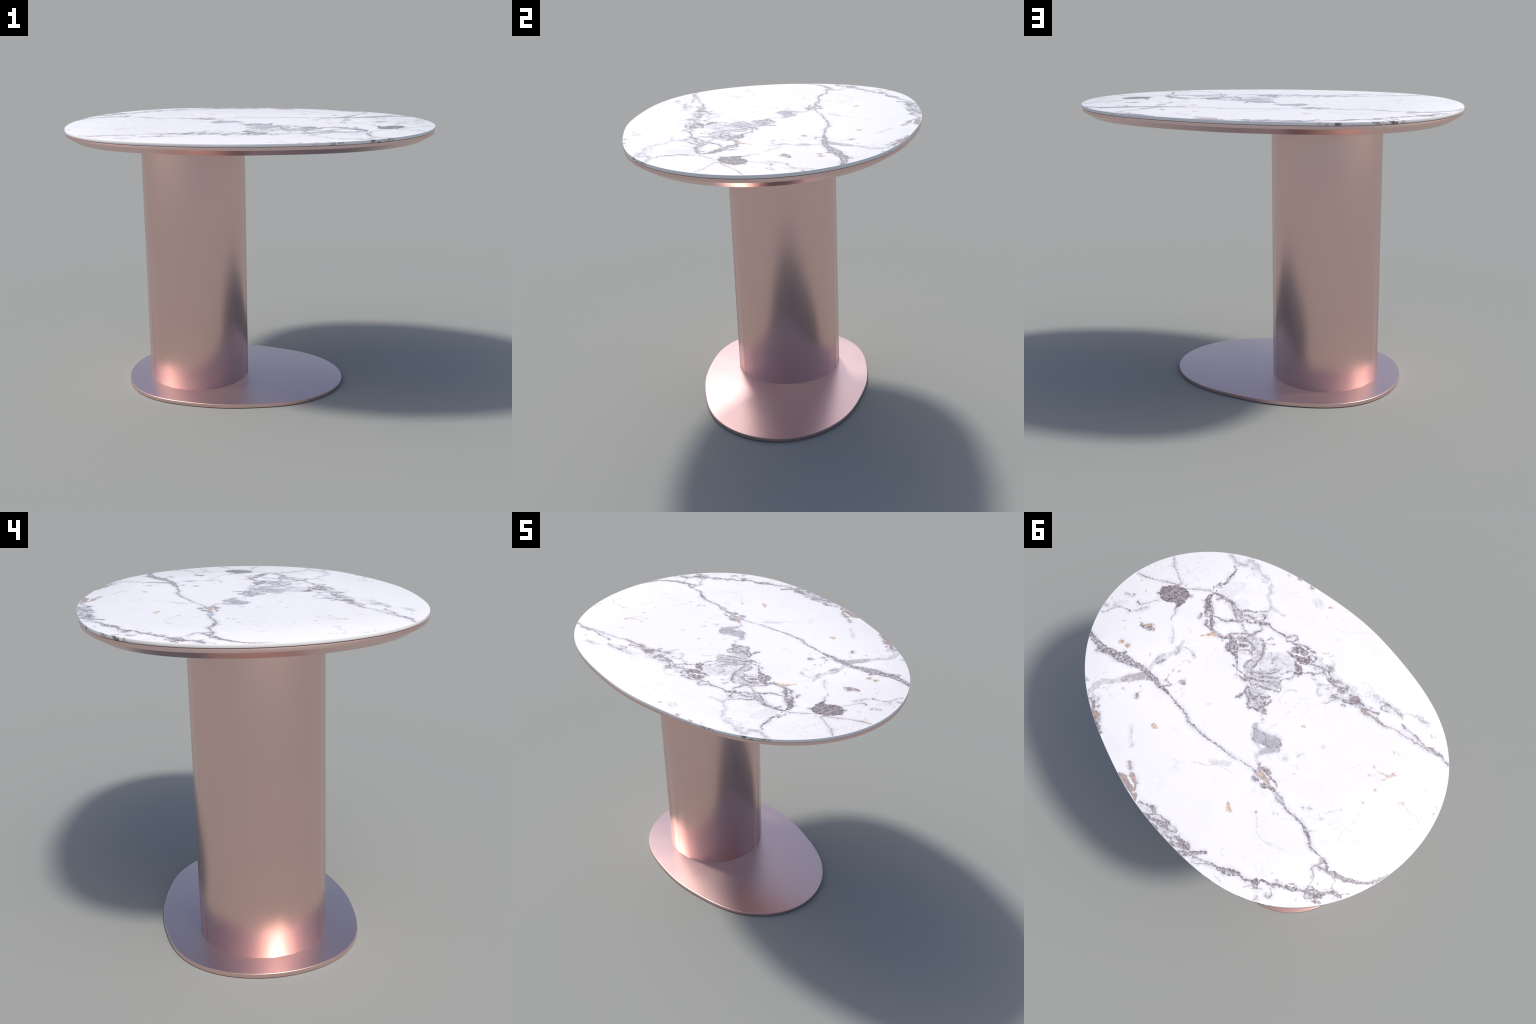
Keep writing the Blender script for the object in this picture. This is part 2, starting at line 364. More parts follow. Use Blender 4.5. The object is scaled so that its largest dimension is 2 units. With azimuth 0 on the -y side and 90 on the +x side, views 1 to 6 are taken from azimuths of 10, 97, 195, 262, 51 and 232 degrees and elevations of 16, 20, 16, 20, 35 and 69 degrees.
    streak(0.7, (953, -213, 2.4), (926, -203, 3.9), (906, -181, 5.1), (868, -174, 4.7), (840, -163, 3.1), (810, -154, 2.7), (790, -142, 3.1)),
    streak(0.65, (834, 82, 4.9), (818, 53, 3.0), (807, 21, 3.0), (788, -13, 3.0)),
    streak(0.9, (857, 85, 6.1), (830, 83, 5.3)),
    streak(0.65, (709, -45, 3.8), (683, -19, 3.4), (669, 14, 3.8), (654, 24, 2.6)),
    streak(0.9, (846, 147, 4.9), (824, 143, 4.5)),
    streak(0.55, (832, 138, 3.0), (814, 112, 3.0), (804, 80, 4.2), (792, 58, 2.3)),
    streak(0.55, (956, 222, 7.6), (926, 214, 6.1)),
    streak(0.7, (939, 105, 3.4), (920, 96, 4.6), (906, 96, 3.8)),
    streak(0.8, (900, 76, 5.7), (893, 77, 4.6)),
    streak(0.7, (833, -18, 4.2), (829, -24, 4.2)),
    streak(0.6, (779, -159, 3.5), (768, -154, 3.1)),
    streak(0.9, (712, 129, 5.2), (702, 120, 6.7), (694, 110, 3.4)),
    streak(0.9, (692, 277, 5.2), (686, 268, 5.9)),
    streak(0.5, (730, 281, 3.0), (720, 269, 3.0)),
    streak(0.75, (512, 218, 4.0), (506, 190, 7.3), (500, 167, 3.7)),
    streak(0.7, (518, 388, 4.7), (515, 376, 3.2)),
    streak(0.6, (508, 427, 4.3), (510, 417, 2.5)),
    streak(0.75, (468, 352, 4.7), (464, 347, 4.3)),
    streak(0.6, (561, 450, 3.2), (557, 445, 2.9)),
    streak(0.8, (373, 231, 3.2), (392, 236, 4.0), (414, 239, 5.0)),
    streak(0.8, (360, 188, 10.8), (349, 181, 15.1), (339, 174, 7.9)),
    streak(0.7, (439, 389, 3.6), (432, 392, 3.6)),
    streak(0.85, (506, 574, 6.4), (501, 567, 5.3)),
    streak(0.8, (-155, 24, 2.1), (-175, 14, 3.1), (-195, 15, 3.8), (-201, 25, 3.8)),
    streak(0.7, (-200, 43, 5.5), (-216, 35, 4.1), (-222, 53, 3.8)),
    streak(0.8, (-46, 64, 4.9), (-62, 60, 4.9)),
    streak(0.7, (-94, 51, 2.8), (-107, 47, 4.2), (-118, 50, 2.8)),
    streak(0.7, (-135, 49, 2.4), (-148, 56, 2.4), (-160, 53, 2.1)),
    streak(0.6, (-149, 83, 2.4), (-174, 73, 3.1), (-192, 62, 2.4)),
    streak(0.55, (-68, 89, 3.1), (-92, 101, 3.5), (-119, 97, 2.4)),
    streak(0.5, (-174, 149, 2.1), (-170, 142, 2.1), (-176, 129, 2.1)),
    streak(0.8, (-222, 196, 2.7), (-242, 199, 3.4), (-264, 204, 3.7)),
]
MARBLE_FIGURE['brown'] = [
    streak(0.75, (-209, 150, 4.8), (-233, 165, 10.2), (-259, 173, 20.3), (-282, 177, 22.0), (-308, 183, 14.1), (-336, 182, 10.1), (-358, 183, 5.4)),
    streak(0.8, (-818, 248, 2.9), (-853, 241, 4.1), (-869, 246, 2.5), (-876, 273, 3.5), (-910, 273, 5.0)),
    streak(0.8, (-718, 470, 2.8), (-714, 492, 2.2), (-733, 499, 3.5), (-739, 517, 4.1), (-729, 529, 4.1)),
    streak(0.8, (-729, 529, 3.8), (-713, 519, 2.8)),
    streak(0.7, (-704, 582, 2.8), (-704, 557, 2.2)),
    streak(0.85, (170, 701, 8.8), (142, 691, 15.6), (102, 692, 22.3), (70, 691, 22.2), (39, 697, 14.1), (3, 717, 3.3)),
    streak(0.7, (183, 620, 8.9), (161, 631, 8.9), (140, 642, 4.4)),
    streak(0.85, (131, 647, 5.4), (113, 656, 14.9), (87, 662, 12.2), (65, 668, 6.1), (56, 674, 2.7)),
    streak(0.5, (395, -388, 2.6), (401, -409, 2.3), (434, -433, 2.7), (464, -448, 2.3), (470, -466, 3.1), (497, -485, 2.7), (504, -502, 3.1)),
    streak(0.5, (778, -444, 2.7), (743, -446, 2.7), (728, -438, 3.1), (690, -455, 3.5), (669, -470, 5.1)),
    streak(0.5, (658, -507, 2.3), (630, -512, 3.5), (606, -502, 2.7), (564, -501, 2.3), (536, -501, 2.3)),
    streak(0.4, (411, -416, 2.6), (372, -419, 2.3), (318, -434, 1.9)),
    streak(0.6, (206, -254, 3.7), (186, -242, 2.9)),
    streak(0.6, (151, -218, 4.4), (167, -235, 5.1), (172, -251, 5.8), (160, -256, 2.9)),
    streak(0.6, (-45, 10, 3.2), (-54, -4, 3.5)),
    streak(0.4, (-29, -11, 3.5), (-36, -3, 2.1)),
    streak(0.8, (158, -314, 4.4), (141, -325, 6.6), (145, -341, 4.4)),
    streak(0.6, (-227, -388, 3.5), (-249, -398, 5.0), (-270, -406, 4.2)),
    streak(0.85, (-307, -393, 5.6), (-327, -397, 9.8), (-360, -409, 6.0), (-394, -419, 4.2), (-421, -422, 5.2), (-448, -430, 4.5)),
    streak(0.5, (-69, -320, 3.2), (-99, -348, 2.5), (-114, -369, 2.5)),
    streak(0.5, (-92, -309, 3.2), (-110, -292, 2.8), (-130, -296, 4.3)),
    streak(0.45, (8, -460, 3.6), (-7, -481, 2.6)),
    streak(0.85, (-385, -413, 4.6), (-418, -419, 5.6), (-447, -427, 3.8), (-479, -450, 2.4), (-506, -457, 3.5), (-535, -462, 2.4), (-578, -477, 2.8), (-600, -479, 4.8), (-623, -490, 2.8), (-652, -501, 3.4)),
    streak(0.5, (-585, -209, 2.7), (-589, -208, 2.0)),
    streak(0.6, (-602, -223, 3.0), (-605, -225, 2.4)),
    streak(0.75, (989, -8, 3.5), (947, -33, 3.9), (902, -61, 3.1), (850, -99, 4.2), (822, -118, 5.0), (793, -136, 5.4)),
    streak(0.4, (635, 35, 1.9), (600, 49, 3.7), (583, 65, 3.3), (556, 93, 1.8)),
    streak(0.5, (917, 190, 4.6), (905, 183, 3.4)),
    streak(0.5, (524, 224, 2.2), (533, 183, 2.6), (529, 156, 2.2)),
    streak(0.5, (491, 116, 3.7), (503, 91, 3.7), (515, 81, 3.7)),
    streak(0.6, (414, 239, 3.2), (421, 219, 2.5), (430, 202, 3.6)),
    streak(0.7, (432, 181, 4.3), (427, 178, 2.9)),
    streak(0.9, (446, 387, 5.7), (432, 395, 8.6), (421, 405, 5.0)),
    streak(0.6, (500, 61, 3.3), (485, 50, 3.3), (454, 46, 3.3), (419, 59, 2.7)),
    streak(0.45, (438, 116, 3.3), (433, 97, 2.7), (411, 86, 3.3)),
    streak(0.4, (470, 97, 3.3), (462, 97, 3.3)),
    streak(0.7, (608, 564, 3.6), (602, 560, 3.2)),
    streak(0.95, (508, 609, 7.1), (482, 609, 16.9), (461, 618, 12.7), (451, 629, 4.2)),
    streak(0.8, (497, 610, 3.5), (474, 594, 4.2), (453, 608, 4.9), (436, 617, 3.2)),
    streak(0.6, (541, 541, 3.2), (529, 562, 3.2)),
    streak(0.7, (570, 582, 2.9), (562, 561, 2.9), (579, 553, 4.3)),
    streak(0.65, (-447, 263, 3.3), (-450, 256, 4.0)),
    streak(0.65, (-458, 244, 4.0), (-464, 246, 4.0)),
    streak(0.5, (-509, 139, 3.3), (-516, 130, 2.0)),
    streak(0.5, (-525, 119, 2.3), (-544, 109, 3.3)),
    streak(0.5, (-333, -137, 3.1), (-350, -128, 3.7)),
    streak(0.4, (-912, -304, 3.0), (-920, -304, 2.4)),
    streak(0.35, (-299, -9, 5.0), (-307, -34, 3.7)),
    streak(0.35, (-264, 52, 3.7), (-281, 38, 3.1)),
    streak(0.3, (-603, 105, 3.0), (-611, 109, 3.0)),
    streak(0.9, (448, -628, 6.3), (433, -632, 6.3)),
    streak(0.8, (371, -646, 5.6), (357, -648, 7.0), (350, -655, 3.5)),
    streak(0.35, (492, -596, 4.2), (487, -605, 3.5)),
    streak(0.3, (327, 505, 2.5), (231, 569, 3.1)),
    streak(0.5, (-822, 436, 2.3), (-822, 432, 2.3)),
]
MARBLE_FIGURE['gray'] = [
    streak(0.9, (-362, 189, 4.0), (-395, 192, 12.7), (-421, 192, 12.6), (-447, 193, 4.6)),
    streak(0.4, (-921, 323, 7.8), (-933, 293, 12.5), (-944, 269, 7.8)),
    streak(0.35, (-12, 710, 10.0), (-54, 712, 26.5), (-119, 708, 36.2), (-187, 694, 36.0), (-252, 687, 29.3), (-308, 681, 19.4), (-339, 680, 12.9)),
    streak(0.6, (597, -169, 15.1), (572, -149, 15.0), (551, -137, 7.5)),
    streak(0.8, (542, -275, 9.8), (510, -270, 15.8), (481, -261, 23.3), (451, -253, 18.7), (429, -258, 7.5)),
    streak(0.45, (788, -445, 13.3), (751, -443, 13.3), (726, -441, 9.4), (692, -456, 8.6), (673, -473, 7.0)),
    streak(0.4, (688, -521, 11.7), (682, -494, 15.6), (681, -470, 11.7)),
    streak(0.45, (665, -508, 9.3), (626, -504, 14.7), (596, -494, 9.3), (551, -504, 6.9), (511, -504, 5.4)),
    streak(0.35, (628, -488, 8.5), (602, -467, 9.7), (578, -471, 6.9), (552, -482, 4.6)),
    streak(0.3, (618, -259, 22.9), (614, -309, 42.0), (603, -355, 34.5), (594, -392, 15.3)),
    streak(0.25, (528, -305, 22.7), (495, -332, 22.7)),
    streak(0.8, (389, -138, 14.8), (370, -146, 18.4)),
    streak(0.75, (332, -235, 13.3), (301, -224, 19.2), (269, -202, 18.3), (233, -196, 16.8), (216, -156, 16.7), (204, -111, 22.5), (168, -101, 23.8), (139, -100, 14.4)),
    streak(0.6, (183, -82, 18.0), (152, -114, 28.8), (108, -144, 45.0), (62, -164, 32.3), (30, -174, 14.3)),
    streak(0.7, (122, -86, 5.0), (87, -110, 12.2), (54, -145, 12.2), (31, -161, 6.4)),
    streak(0.22, (191, -193, 32.8), (153, -216, 69.0), (120, -256, 69.0), (92, -290, 39.9), (79, -306, 18.2)),
    streak(0.45, (173, -276, 21.9), (132, -278, 32.8), (96, -280, 32.7), (71, -268, 18.1)),
    streak(0.75, (130, -51, 10.7), (95, -47, 28.5), (53, -40, 49.7), (18, -29, 37.1), (-14, -23, 12.7), (-28, -22, 6.3)),
    streak(0.35, (-20, -464, 7.3), (-40, -452, 9.1), (-63, -432, 7.2)),
    streak(0.45, (-290, -495, 10.0), (-312, -499, 14.9), (-325, -497, 5.0)),
    streak(0.4, (-187, -429, 14.3), (-206, -440, 17.8), (-211, -458, 7.1)),
    streak(0.45, (39, -410, 7.3), (22, -418, 13.1), (19, -434, 5.1)),
    streak(0.6, (-357, -472, 5.6), (-367, -495, 14.1), (-386, -510, 8.5)),
    streak(0.5, (-293, -490, 7.1), (-313, -494, 12.1), (-319, -504, 5.0)),
    streak(0.6, (-519, -575, 3.5), (-542, -586, 8.4), (-563, -594, 6.3), (-566, -609, 4.2)),
    streak(0.3, (-571, -377, 4.1), (-582, -384, 5.5)),
    streak(0.25, (933, 178, 11.4), (904, 155, 15.2), (885, 126, 11.4)),
    streak(0.6, (494, 280, 5.8), (516, 247, 9.8), (524, 215, 13.5), (521, 175, 16.8), (511, 131, 13.9), (504, 93, 13.2), (517, 66, 11.8), (530, 35, 7.4)),
    streak(0.65, (590, 583, 9.3), (601, 538, 14.4), (606, 493, 15.1), (585, 458, 13.7), (562, 424, 15.9), (544, 387, 18.0), (524, 351, 20.2), (504, 311, 21.0)),
    streak(0.25, (432, 270, 7.2), (414, 254, 14.4), (401, 238, 7.2)),
    streak(0.5, (443, 380, 5.0), (442, 364, 5.0), (451, 353, 3.2)),
    streak(0.8, (666, 533, 8.7), (652, 534, 7.9), (644, 531, 3.6)),
    streak(0.45, (551, 553, 6.4), (539, 547, 7.8), (530, 563, 5.0)),
    streak(0.6, (-185, 116, 7.5), (-179, 136, 7.5), (-189, 153, 7.5), (-217, 163, 4.8), (-235, 185, 7.5), (-244, 196, 4.7)),
    streak(0.5, (-278, 393, 4.7), (-290, 396, 4.0)),
    streak(0.45, (-779, -219, 4.8), (-793, -230, 4.8)),
    streak(0.3, (-901, -188, 4.8), (-912, -241, 8.3)),
    streak(0.4, (301, -611, 13.8), (270, -614, 23.4), (236, -610, 11.0)),
    streak(0.45, (-64, 79, 10.4), (-136, 94, 20.7), (-178, 76, 31.0), (-206, 31, 20.7)),
]
MARBLE_FIGURE['faint'] = [
    streak(0.7, (-602, 192, 2.6), (-623, 181, 3.9), (-633, 164, 5.2)),
    streak(0.9, (-751, 237, 9.6), (-763, 223, 12.8), (-764, 211, 4.5)),
    streak(0.8, (-649, 544, 2.8), (-629, 584, 1.9)),
    streak(0.9, (-692, 438, 2.5), (-707, 445, 8.2), (-716, 454, 6.3)),
    streak(0.6, (-505, 647, 3.2), (-532, 644, 3.2), (-555, 642, 2.8)),
    streak(0.5, (-431, 554, 2.6), (-442, 535, 2.9)),
    streak(0.35, (-444, 564, 1.9), (-464, 560, 1.9)),
    streak(0.7, (710, -420, 3.5), (700, -430, 3.1), (691, -453, 3.1)),
    streak(0.6, (548, -474, 5.4), (517, -490, 3.8)),
    streak(0.5, (614, -426, 3.1), (622, -442, 3.5), (616, -455, 2.7)),
    streak(0.8, (197, -207, 2.6), (184, -223, 3.6), (170, -234, 2.9)),
    streak(0.5, (-4, -181, 3.6), (-19, -208, 4.3), (-45, -213, 3.2)),
    streak(0.35, (-54, -206, 2.8), (-83, -212, 2.8), (-105, -242, 2.8)),
    streak(0.4, (-103, 25, 2.8), (-107, -15, 2.4), (-111, -42, 2.1)),
    streak(0.9, (-114, -330, 3.6), (-125, -344, 3.6)),
    streak(0.5, (-203, -478, 2.5), (-212, -501, 2.5), (-249, -510, 2.9), (-278, -505, 2.5)),
    streak(0.45, (-6, -183, 4.3), (-19, -207, 3.6), (-47, -215, 3.2)),
    streak(0.8, (43, -445, 3.7), (22, -468, 3.7)),
    streak(0.4, (-100, -653, 2.6), (-144, -652, 2.9)),
    streak(0.35, (-179, -598, 2.5), (-193, -591, 2.5)),
    streak(0.45, (-159, -276, 4.2), (-176, -279, 3.5)),
    streak(0.6, (-438, -522, 2.8), (-453, -531, 3.2), (-464, -553, 2.5), (-496, -569, 2.8)),
    streak(0.7, (-616, -568, 3.1), (-625, -562, 4.8), (-637, -562, 2.8)),
    streak(0.6, (-635, -573, 6.2), (-637, -587, 3.5)),
    streak(0.4, (-516, -202, 2.7), (-521, -211, 2.0)),
    streak(0.8, (929, 263, 3.8), (909, 238, 5.3), (902, 200, 6.8), (889, 175, 5.7), (864, 158, 5.3), (845, 146, 3.0)),
    streak(0.6, (901, 99, 3.1), (890, 83, 3.1)),
    streak(0.5, (965, -10, 3.1), (943, -1, 3.1)),
    streak(0.7, (812, 209, 4.5), (806, 197, 4.5)),
    streak(0.6, (582, 207, 5.1), (569, 215, 5.9)),
    streak(0.4, (188, 166, 3.2), (171, 140, 3.2)),
    streak(0.3, (379, 12, 4.6), (372, 1, 3.3)),
    streak(0.6, (-2, 406, 2.5), (-26, 382, 3.1), (-70, 348, 3.1), (-87, 315, 3.7), (-127, 301, 2.5), (-182, 276, 1.8)),
    streak(0.4, (-54, 328, 12.4), (-90, 303, 18.6), (-129, 265, 12.4)),
    streak(0.5, (-376, 331, 2.4), (-398, 322, 3.0), (-425, 338, 2.4), (-438, 351, 2.4), (-497, 379, 2.4), (-528, 370, 2.4), (-564, 348, 1.8)),
    streak(0.35, (-526, 377, 2.4), (-572, 354, 2.4), (-641, 321, 1.8)),
    streak(0.7, (-810, -227, 2.4), (-845, -231, 2.4), (-877, -241, 2.4)),
    streak(0.5, (-596, 80, 2.4), (-612, 40, 2.4), (-638, 0, 1.8)),
    streak(0.3, (-772, 160, 2.9), (-779, 128, 2.3)),
    streak(0.4, (-869, -241, 3.0), (-924, -222, 3.6)),
    streak(0.3, (-662, -307, 1.8), (-729, -335, 1.8), (-812, -363, 2.4)),
    streak(0.3, (126, -589, 2.7), (76, -600, 3.4), (1, -677, 2.7), (-43, -722, 2.0)),
    streak(0.5, (-435, 551, 2.9), (-437, 534, 2.4)),
    streak(0.4, (-660, 443, 4.6), (-667, 438, 3.5)),
]
MARBLE_FIGURE['white'] = [
    streak(1, (121, 674, 3.4), (92, 675, 4.7), (61, 679, 4.0)),
    streak(0.9, (46, 700, 4.0), (37, 686, 3.4)),
    streak(0.7, (394, -125, 4.4), (385, -131, 5.2)),
    streak(0.8, (139, -330, 4.4), (117, -345, 5.1), (91, -364, 4.4)),
    streak(0.7, (52, -376, 3.6), (38, -369, 2.9)),
    streak(0.7, (84, -318, 3.6), (74, -327, 5.1)),
    streak(0.8, (-143, 99, 3.4), (-156, 93, 6.2), (-169, 82, 2.8)),
    streak(0.9, (-281, 211, 4.0), (-291, 205, 7.4), (-295, 197, 2.7)),
    streak(0.85, (-316, 174, 2.7), (-337, 175, 6.7), (-351, 172, 2.7)),
    streak(0.6, (-252, 169, 2.0), (-284, 170, 2.7), (-306, 175, 2.0)),
]
MARBLE_FIGURE['tan'] = [
    streak(0.9, (500, -42, 3.7), (482, -70, 8.2), (470, -91, 15.6), (447, -104, 6.7), (439, -111, 3.3)),
    streak(0.5, (-56, 13, 2.8), (-67, 23, 2.8)),
    streak(0.8, (-639, -264, 5.4), (-649, -277, 7.4), (-653, -296, 13.5), (-663, -300, 4.7)),
    streak(0.6, (-587, -247, 2.7), (-613, -257, 3.4), (-640, -266, 4.0)),
    streak(0.6, (-633, -233, 4.0), (-644, -238, 3.4), (-647, -253, 2.7)),
    streak(0.6, (-561, -257, 4.8), (-575, -247, 4.1)),
    streak(0.55, (-562, -374, 3.1), (-579, -366, 4.1)),
    streak(0.5, (-593, -377, 3.1), (-598, -382, 3.1)),
    streak(0.8, (-648, -177, 4.7), (-662, -177, 6.7), (-667, -181, 3.0)),
    streak(0.5, (-567, -197, 3.0), (-572, -202, 2.0)),
    streak(0.4, (-587, -187, 3.4), (-591, -187, 2.0)),
    streak(0.5, (-806, -360, 3.3), (-812, -365, 2.7)),
    streak(0.8, (931, 110, 4.6), (925, 104, 3.8)),
    streak(0.8, (912, 98, 4.2), (904, 97, 3.4)),
    streak(0.7, (957, 172, 4.6), (947, 176, 4.6)),
    streak(0.7, (882, 15, 4.6), (872, 18, 4.6)),
    streak(0.8, (942, 2, 5.4), (935, -6, 3.9)),
    streak(0.6, (989, -83, 3.9), (980, -80, 3.9)),
    streak(0.5, (927, -119, 3.5), (921, -120, 3.5)),
    streak(0.6, (802, -128, 5.4), (791, -141, 4.6)),
    streak(0.9, (753, 147, 4.9), (727, 136, 5.2), (710, 118, 6.7), (691, 95, 3.0)),
    streak(0.9, (684, 120, 4.5), (664, 121, 4.5)),
    streak(0.7, (774, 136, 4.5), (769, 131, 3.4)),
    streak(0.6, (800, 137, 3.8), (797, 135, 3.0)),
    streak(0.6, (747, 128, 3.7), (741, 129, 3.0)),
    streak(0.4, (780, 225, 3.7), (767, 219, 3.4)),
    streak(0.9, (731, 287, 5.9), (719, 281, 13.3), (712, 273, 7.4)),
    streak(0.9, (688, 280, 8.9), (678, 268, 11.8), (683, 256, 4.4)),
    streak(0.6, (593, 87, 4.1), (586, 88, 3.3)),
    streak(0.8, (571, 456, 4.7), (559, 443, 4.3)),
    streak(0.6, (575, 415, 4.3), (569, 405, 3.3)),
    streak(0.4, (619, 484, 2.5), (589, 447, 2.9)),
    streak(0.7, (588, 518, 5.0), (582, 508, 3.6)),
    streak(0.5, (543, 362, 2.5), (510, 327, 3.3)),
    streak(0.6, (514, 362, 3.2), (499, 335, 3.2)),
    streak(0.5, (544, 425, 3.6), (533, 395, 2.5)),
    streak(0.6, (570, 496, 4.3), (566, 494, 2.9)),
    streak(0.4, (562, 512, 3.2), (560, 509, 2.1)),
    streak(0.7, (411, 164, 5.1), (409, 155, 8.0), (399, 158, 3.3)),
    streak(0.5, (440, 136, 2.9), (430, 142, 2.9)),
    streak(0.5, (356, 165, 7.2), (345, 165, 4.3)),
    streak(0.85, (268, 430, 6.3), (250, 426, 15.4), (235, 419, 7.0)),
    streak(0.4, (439, 136, 2.6), (423, 144, 2.6)),
    streak(0.5, (585, 583, 5.0), (556, 594, 4.3), (543, 597, 2.1)),
    streak(0.85, (-195, -115, 3.5), (-199, -125, 7.7), (-210, -128, 2.8)),
    streak(0.6, (-352, 65, 3.7), (-359, 59, 3.4)),
    streak(0.75, (-271, 387, 6.7), (-284, 393, 11.3), (-303, 407, 12.6), (-320, 405, 5.3)),
    streak(0.85, (-387, 319, 4.6), (-396, 313, 4.0)),
    streak(0.4, (-306, 384, 2.7), (-310, 383, 2.7)),
    streak(0.85, (-250, 183, 3.4), (-265, 184, 7.4), (-274, 185, 2.7)),
    streak(0.8, (-285, 185, 4.7), (-301, 187, 8.1), (-315, 189, 5.4)),
    streak(0.65, (-663, -88, 3.6), (-673, -98, 3.0)),
    streak(0.7, (-777, -211, 3.6), (-776, -223, 3.6), (-785, -233, 3.0), (-796, -234, 3.6), (-792, -219, 3.6)),
    streak(0.6, (-885, -332, 3.0), (-894, -340, 3.6), (-909, -339, 3.6)),
    streak(0.55, (-895, -288, 3.6), (-899, -291, 2.4)),
    streak(0.6, (-893, -181, 4.2), (-904, -178, 3.6)),
    streak(0.5, (-352, 65, 3.7), (-359, 58, 3.1)),
    streak(0.3, (-517, -201, 2.5), (-505, -145, 2.5)),
    streak(0.5, (281, -606, 4.1), (269, -598, 4.1)),
    streak(0.8, (215, -633, 4.8), (212, -648, 8.2), (200, -651, 4.1)),
    streak(0.5, (183, -594, 3.4), (173, -589, 3.4)),
]
MARBLE_FIGURE['disc'] = [
    streak(1, (825, -25, 7.6), (822, -38, 30.6), (799, -56, 44.3), (774, -82, 50.4), (745, -105, 47.3), (728, -127, 27.5), (720, -137, 6.9)),
    streak(1, (705, -46, 5.3), (714, -68, 15.2), (705, -101, 6.1)),
]
MARBLE_FIGURE['h'] = [
    streak(0.9, (-48, 47, 10.5), (-71, 64, 18.1), (-97, 76, 29.1), (-133, 66, 29.0), (-162, 51, 33.1), (-187, 37, 34.5), (-202, 21, 12.4)),
    streak(0.85, (-176, 117, 10.3), (-188, 84, 11.0), (-205, 60, 11.7)),
    streak(0.75, (-83, 56, 10.4), (-109, 64, 22.9), (-140, 54, 30.4), (-179, 35, 35.9), (-201, 25, 17.2)),
    streak(0.6, (-160, 87, 6.9), (-181, 66, 15.8), (-208, 41, 12.4)),
]
MARBLE_FIGURE['web'] = [
    streak(0.9, (392, -163, 22.2), (344, -165, 47.9), (293, -204, 62.5), (261, -223, 44.1)),
    streak(1, (251, -206, 22.0), (205, -152, 32.7), (162, -109, 54.1), (106, -134, 53.9), (62, -164, 32.3)),
    streak(1, (114, -71, 21.5), (67, -51, 46.3), (29, -34, 46.0), (-15, -24, 17.6)),
    streak(0.6, (199, -208, 36.5), (149, -221, 54.5), (116, -261, 43.6)),
    streak(0.7, (643, -197, 19.0), (596, -170, 28.3), (543, -140, 28.1), (497, -109, 16.8)),
    streak(0.9, (597, -260, 11.4), (522, -273, 22.7), (456, -266, 30.0), (404, -305, 26.2), (362, -343, 26.2)),
    streak(0.4, (743, -446, 15.6), (689, -486, 27.3), (620, -504, 23.3), (536, -501, 15.4)),
    streak(1, (142, -339, 29.3), (100, -366, 43.9), (64, -404, 29.2)),
    streak(0.9, (46, -371, 18.2), (-25, -397, 29.0), (-80, -404, 28.8), (-130, -388, 28.6), (-184, -401, 39.2), (-255, -406, 35.4), (-309, -413, 21.2), (-371, -448, 17.6)),
    streak(0.45, (-87, -318, 17.9), (-137, -338, 28.5), (-182, -327, 21.3)),
    streak(0.6, (-262, -475, 21.4), (-334, -493, 24.8), (-401, -510, 21.1), (-452, -527, 14.0)),
    streak(0.6, (-12, 710, 10.0), (-86, 700, 26.5), (-173, 684, 32.8), (-253, 675, 29.3), (-323, 668, 25.9)),
    streak(0.8, (-809, 380, 12.6), (-856, 358, 28.3), (-887, 314, 22.0), (-925, 277, 15.7)),
    streak(0.7, (-763, 280, 16.0), (-786, 251, 19.1), (-817, 243, 12.7)),
    streak(0.8, (570, 564, 14.3), (520, 586, 21.3), (468, 610, 21.1), (417, 634, 14.0)),
    streak(0.6, (-256, 214, 13.5), (-278, 199, 27.0), (-315, 186, 20.2)),
]


# softness of the border (m) and width factor of each tone
SOFT = {"web": 0.010, "gray": 0.0042, "faint": 0.0022, "h": 0.0014, "mix": 0.0016, "disc": 0.0012, "brown": 0.0016, "dark": 0.0015, "tan": 0.0016, "white": 0.0012}
WIDTH = {"web": 1.0, "gray": 1.0, "faint": 0.9, "h": 0.97, "mix": 0.94, "disc": 1.0, "brown": 0.85, "dark": 0.84, "tan": 0.9, "white": 1.0}


def runs(points):
    """Cut a spine into runs that can be written as a function over their own chord."""
    out, i = [], 0
    while i < len(points) - 1:
        j = i + 1
        while j + 1 < len(points):
            dx, dy = points[j + 1][0] - points[i][0], points[j + 1][1] - points[i][1]
            n = math.hypot(dx, dy) or 1e-9
            ok = all(((b[0] - a[0]) * dx + (b[1] - a[1]) * dy) / n > 0.25 * math.hypot(b[0] - a[0], b[1] - a[1]) for a, b in zip(points[i:j + 1], points[i + 1:j + 2]))
            if not ok:
                break
            j += 1
        out.append(points[i:j + 1])
        i = j
    return out


def curve_node(t, factor, pairs, handle):
    """A function of one coordinate through the given (coordinate, value) pairs."""
    n = t.node("ShaderNodeFloatCurve")
    n.mapping.use_clip = False
    n.mapping.extend = "HORIZONTAL"
    c = n.mapping.curves[0]
    pairs = sorted(pairs)
    c.points[0].location, c.points[1].location = pairs[0], pairs[-1]
    for p in pairs[1:-1]:
        c.points.new(*p)
    for p in c.points:
        p.handle_type = handle
    n.mapping.update()
    t.put(n.inputs["Value"], factor)
    return n.outputs[0]


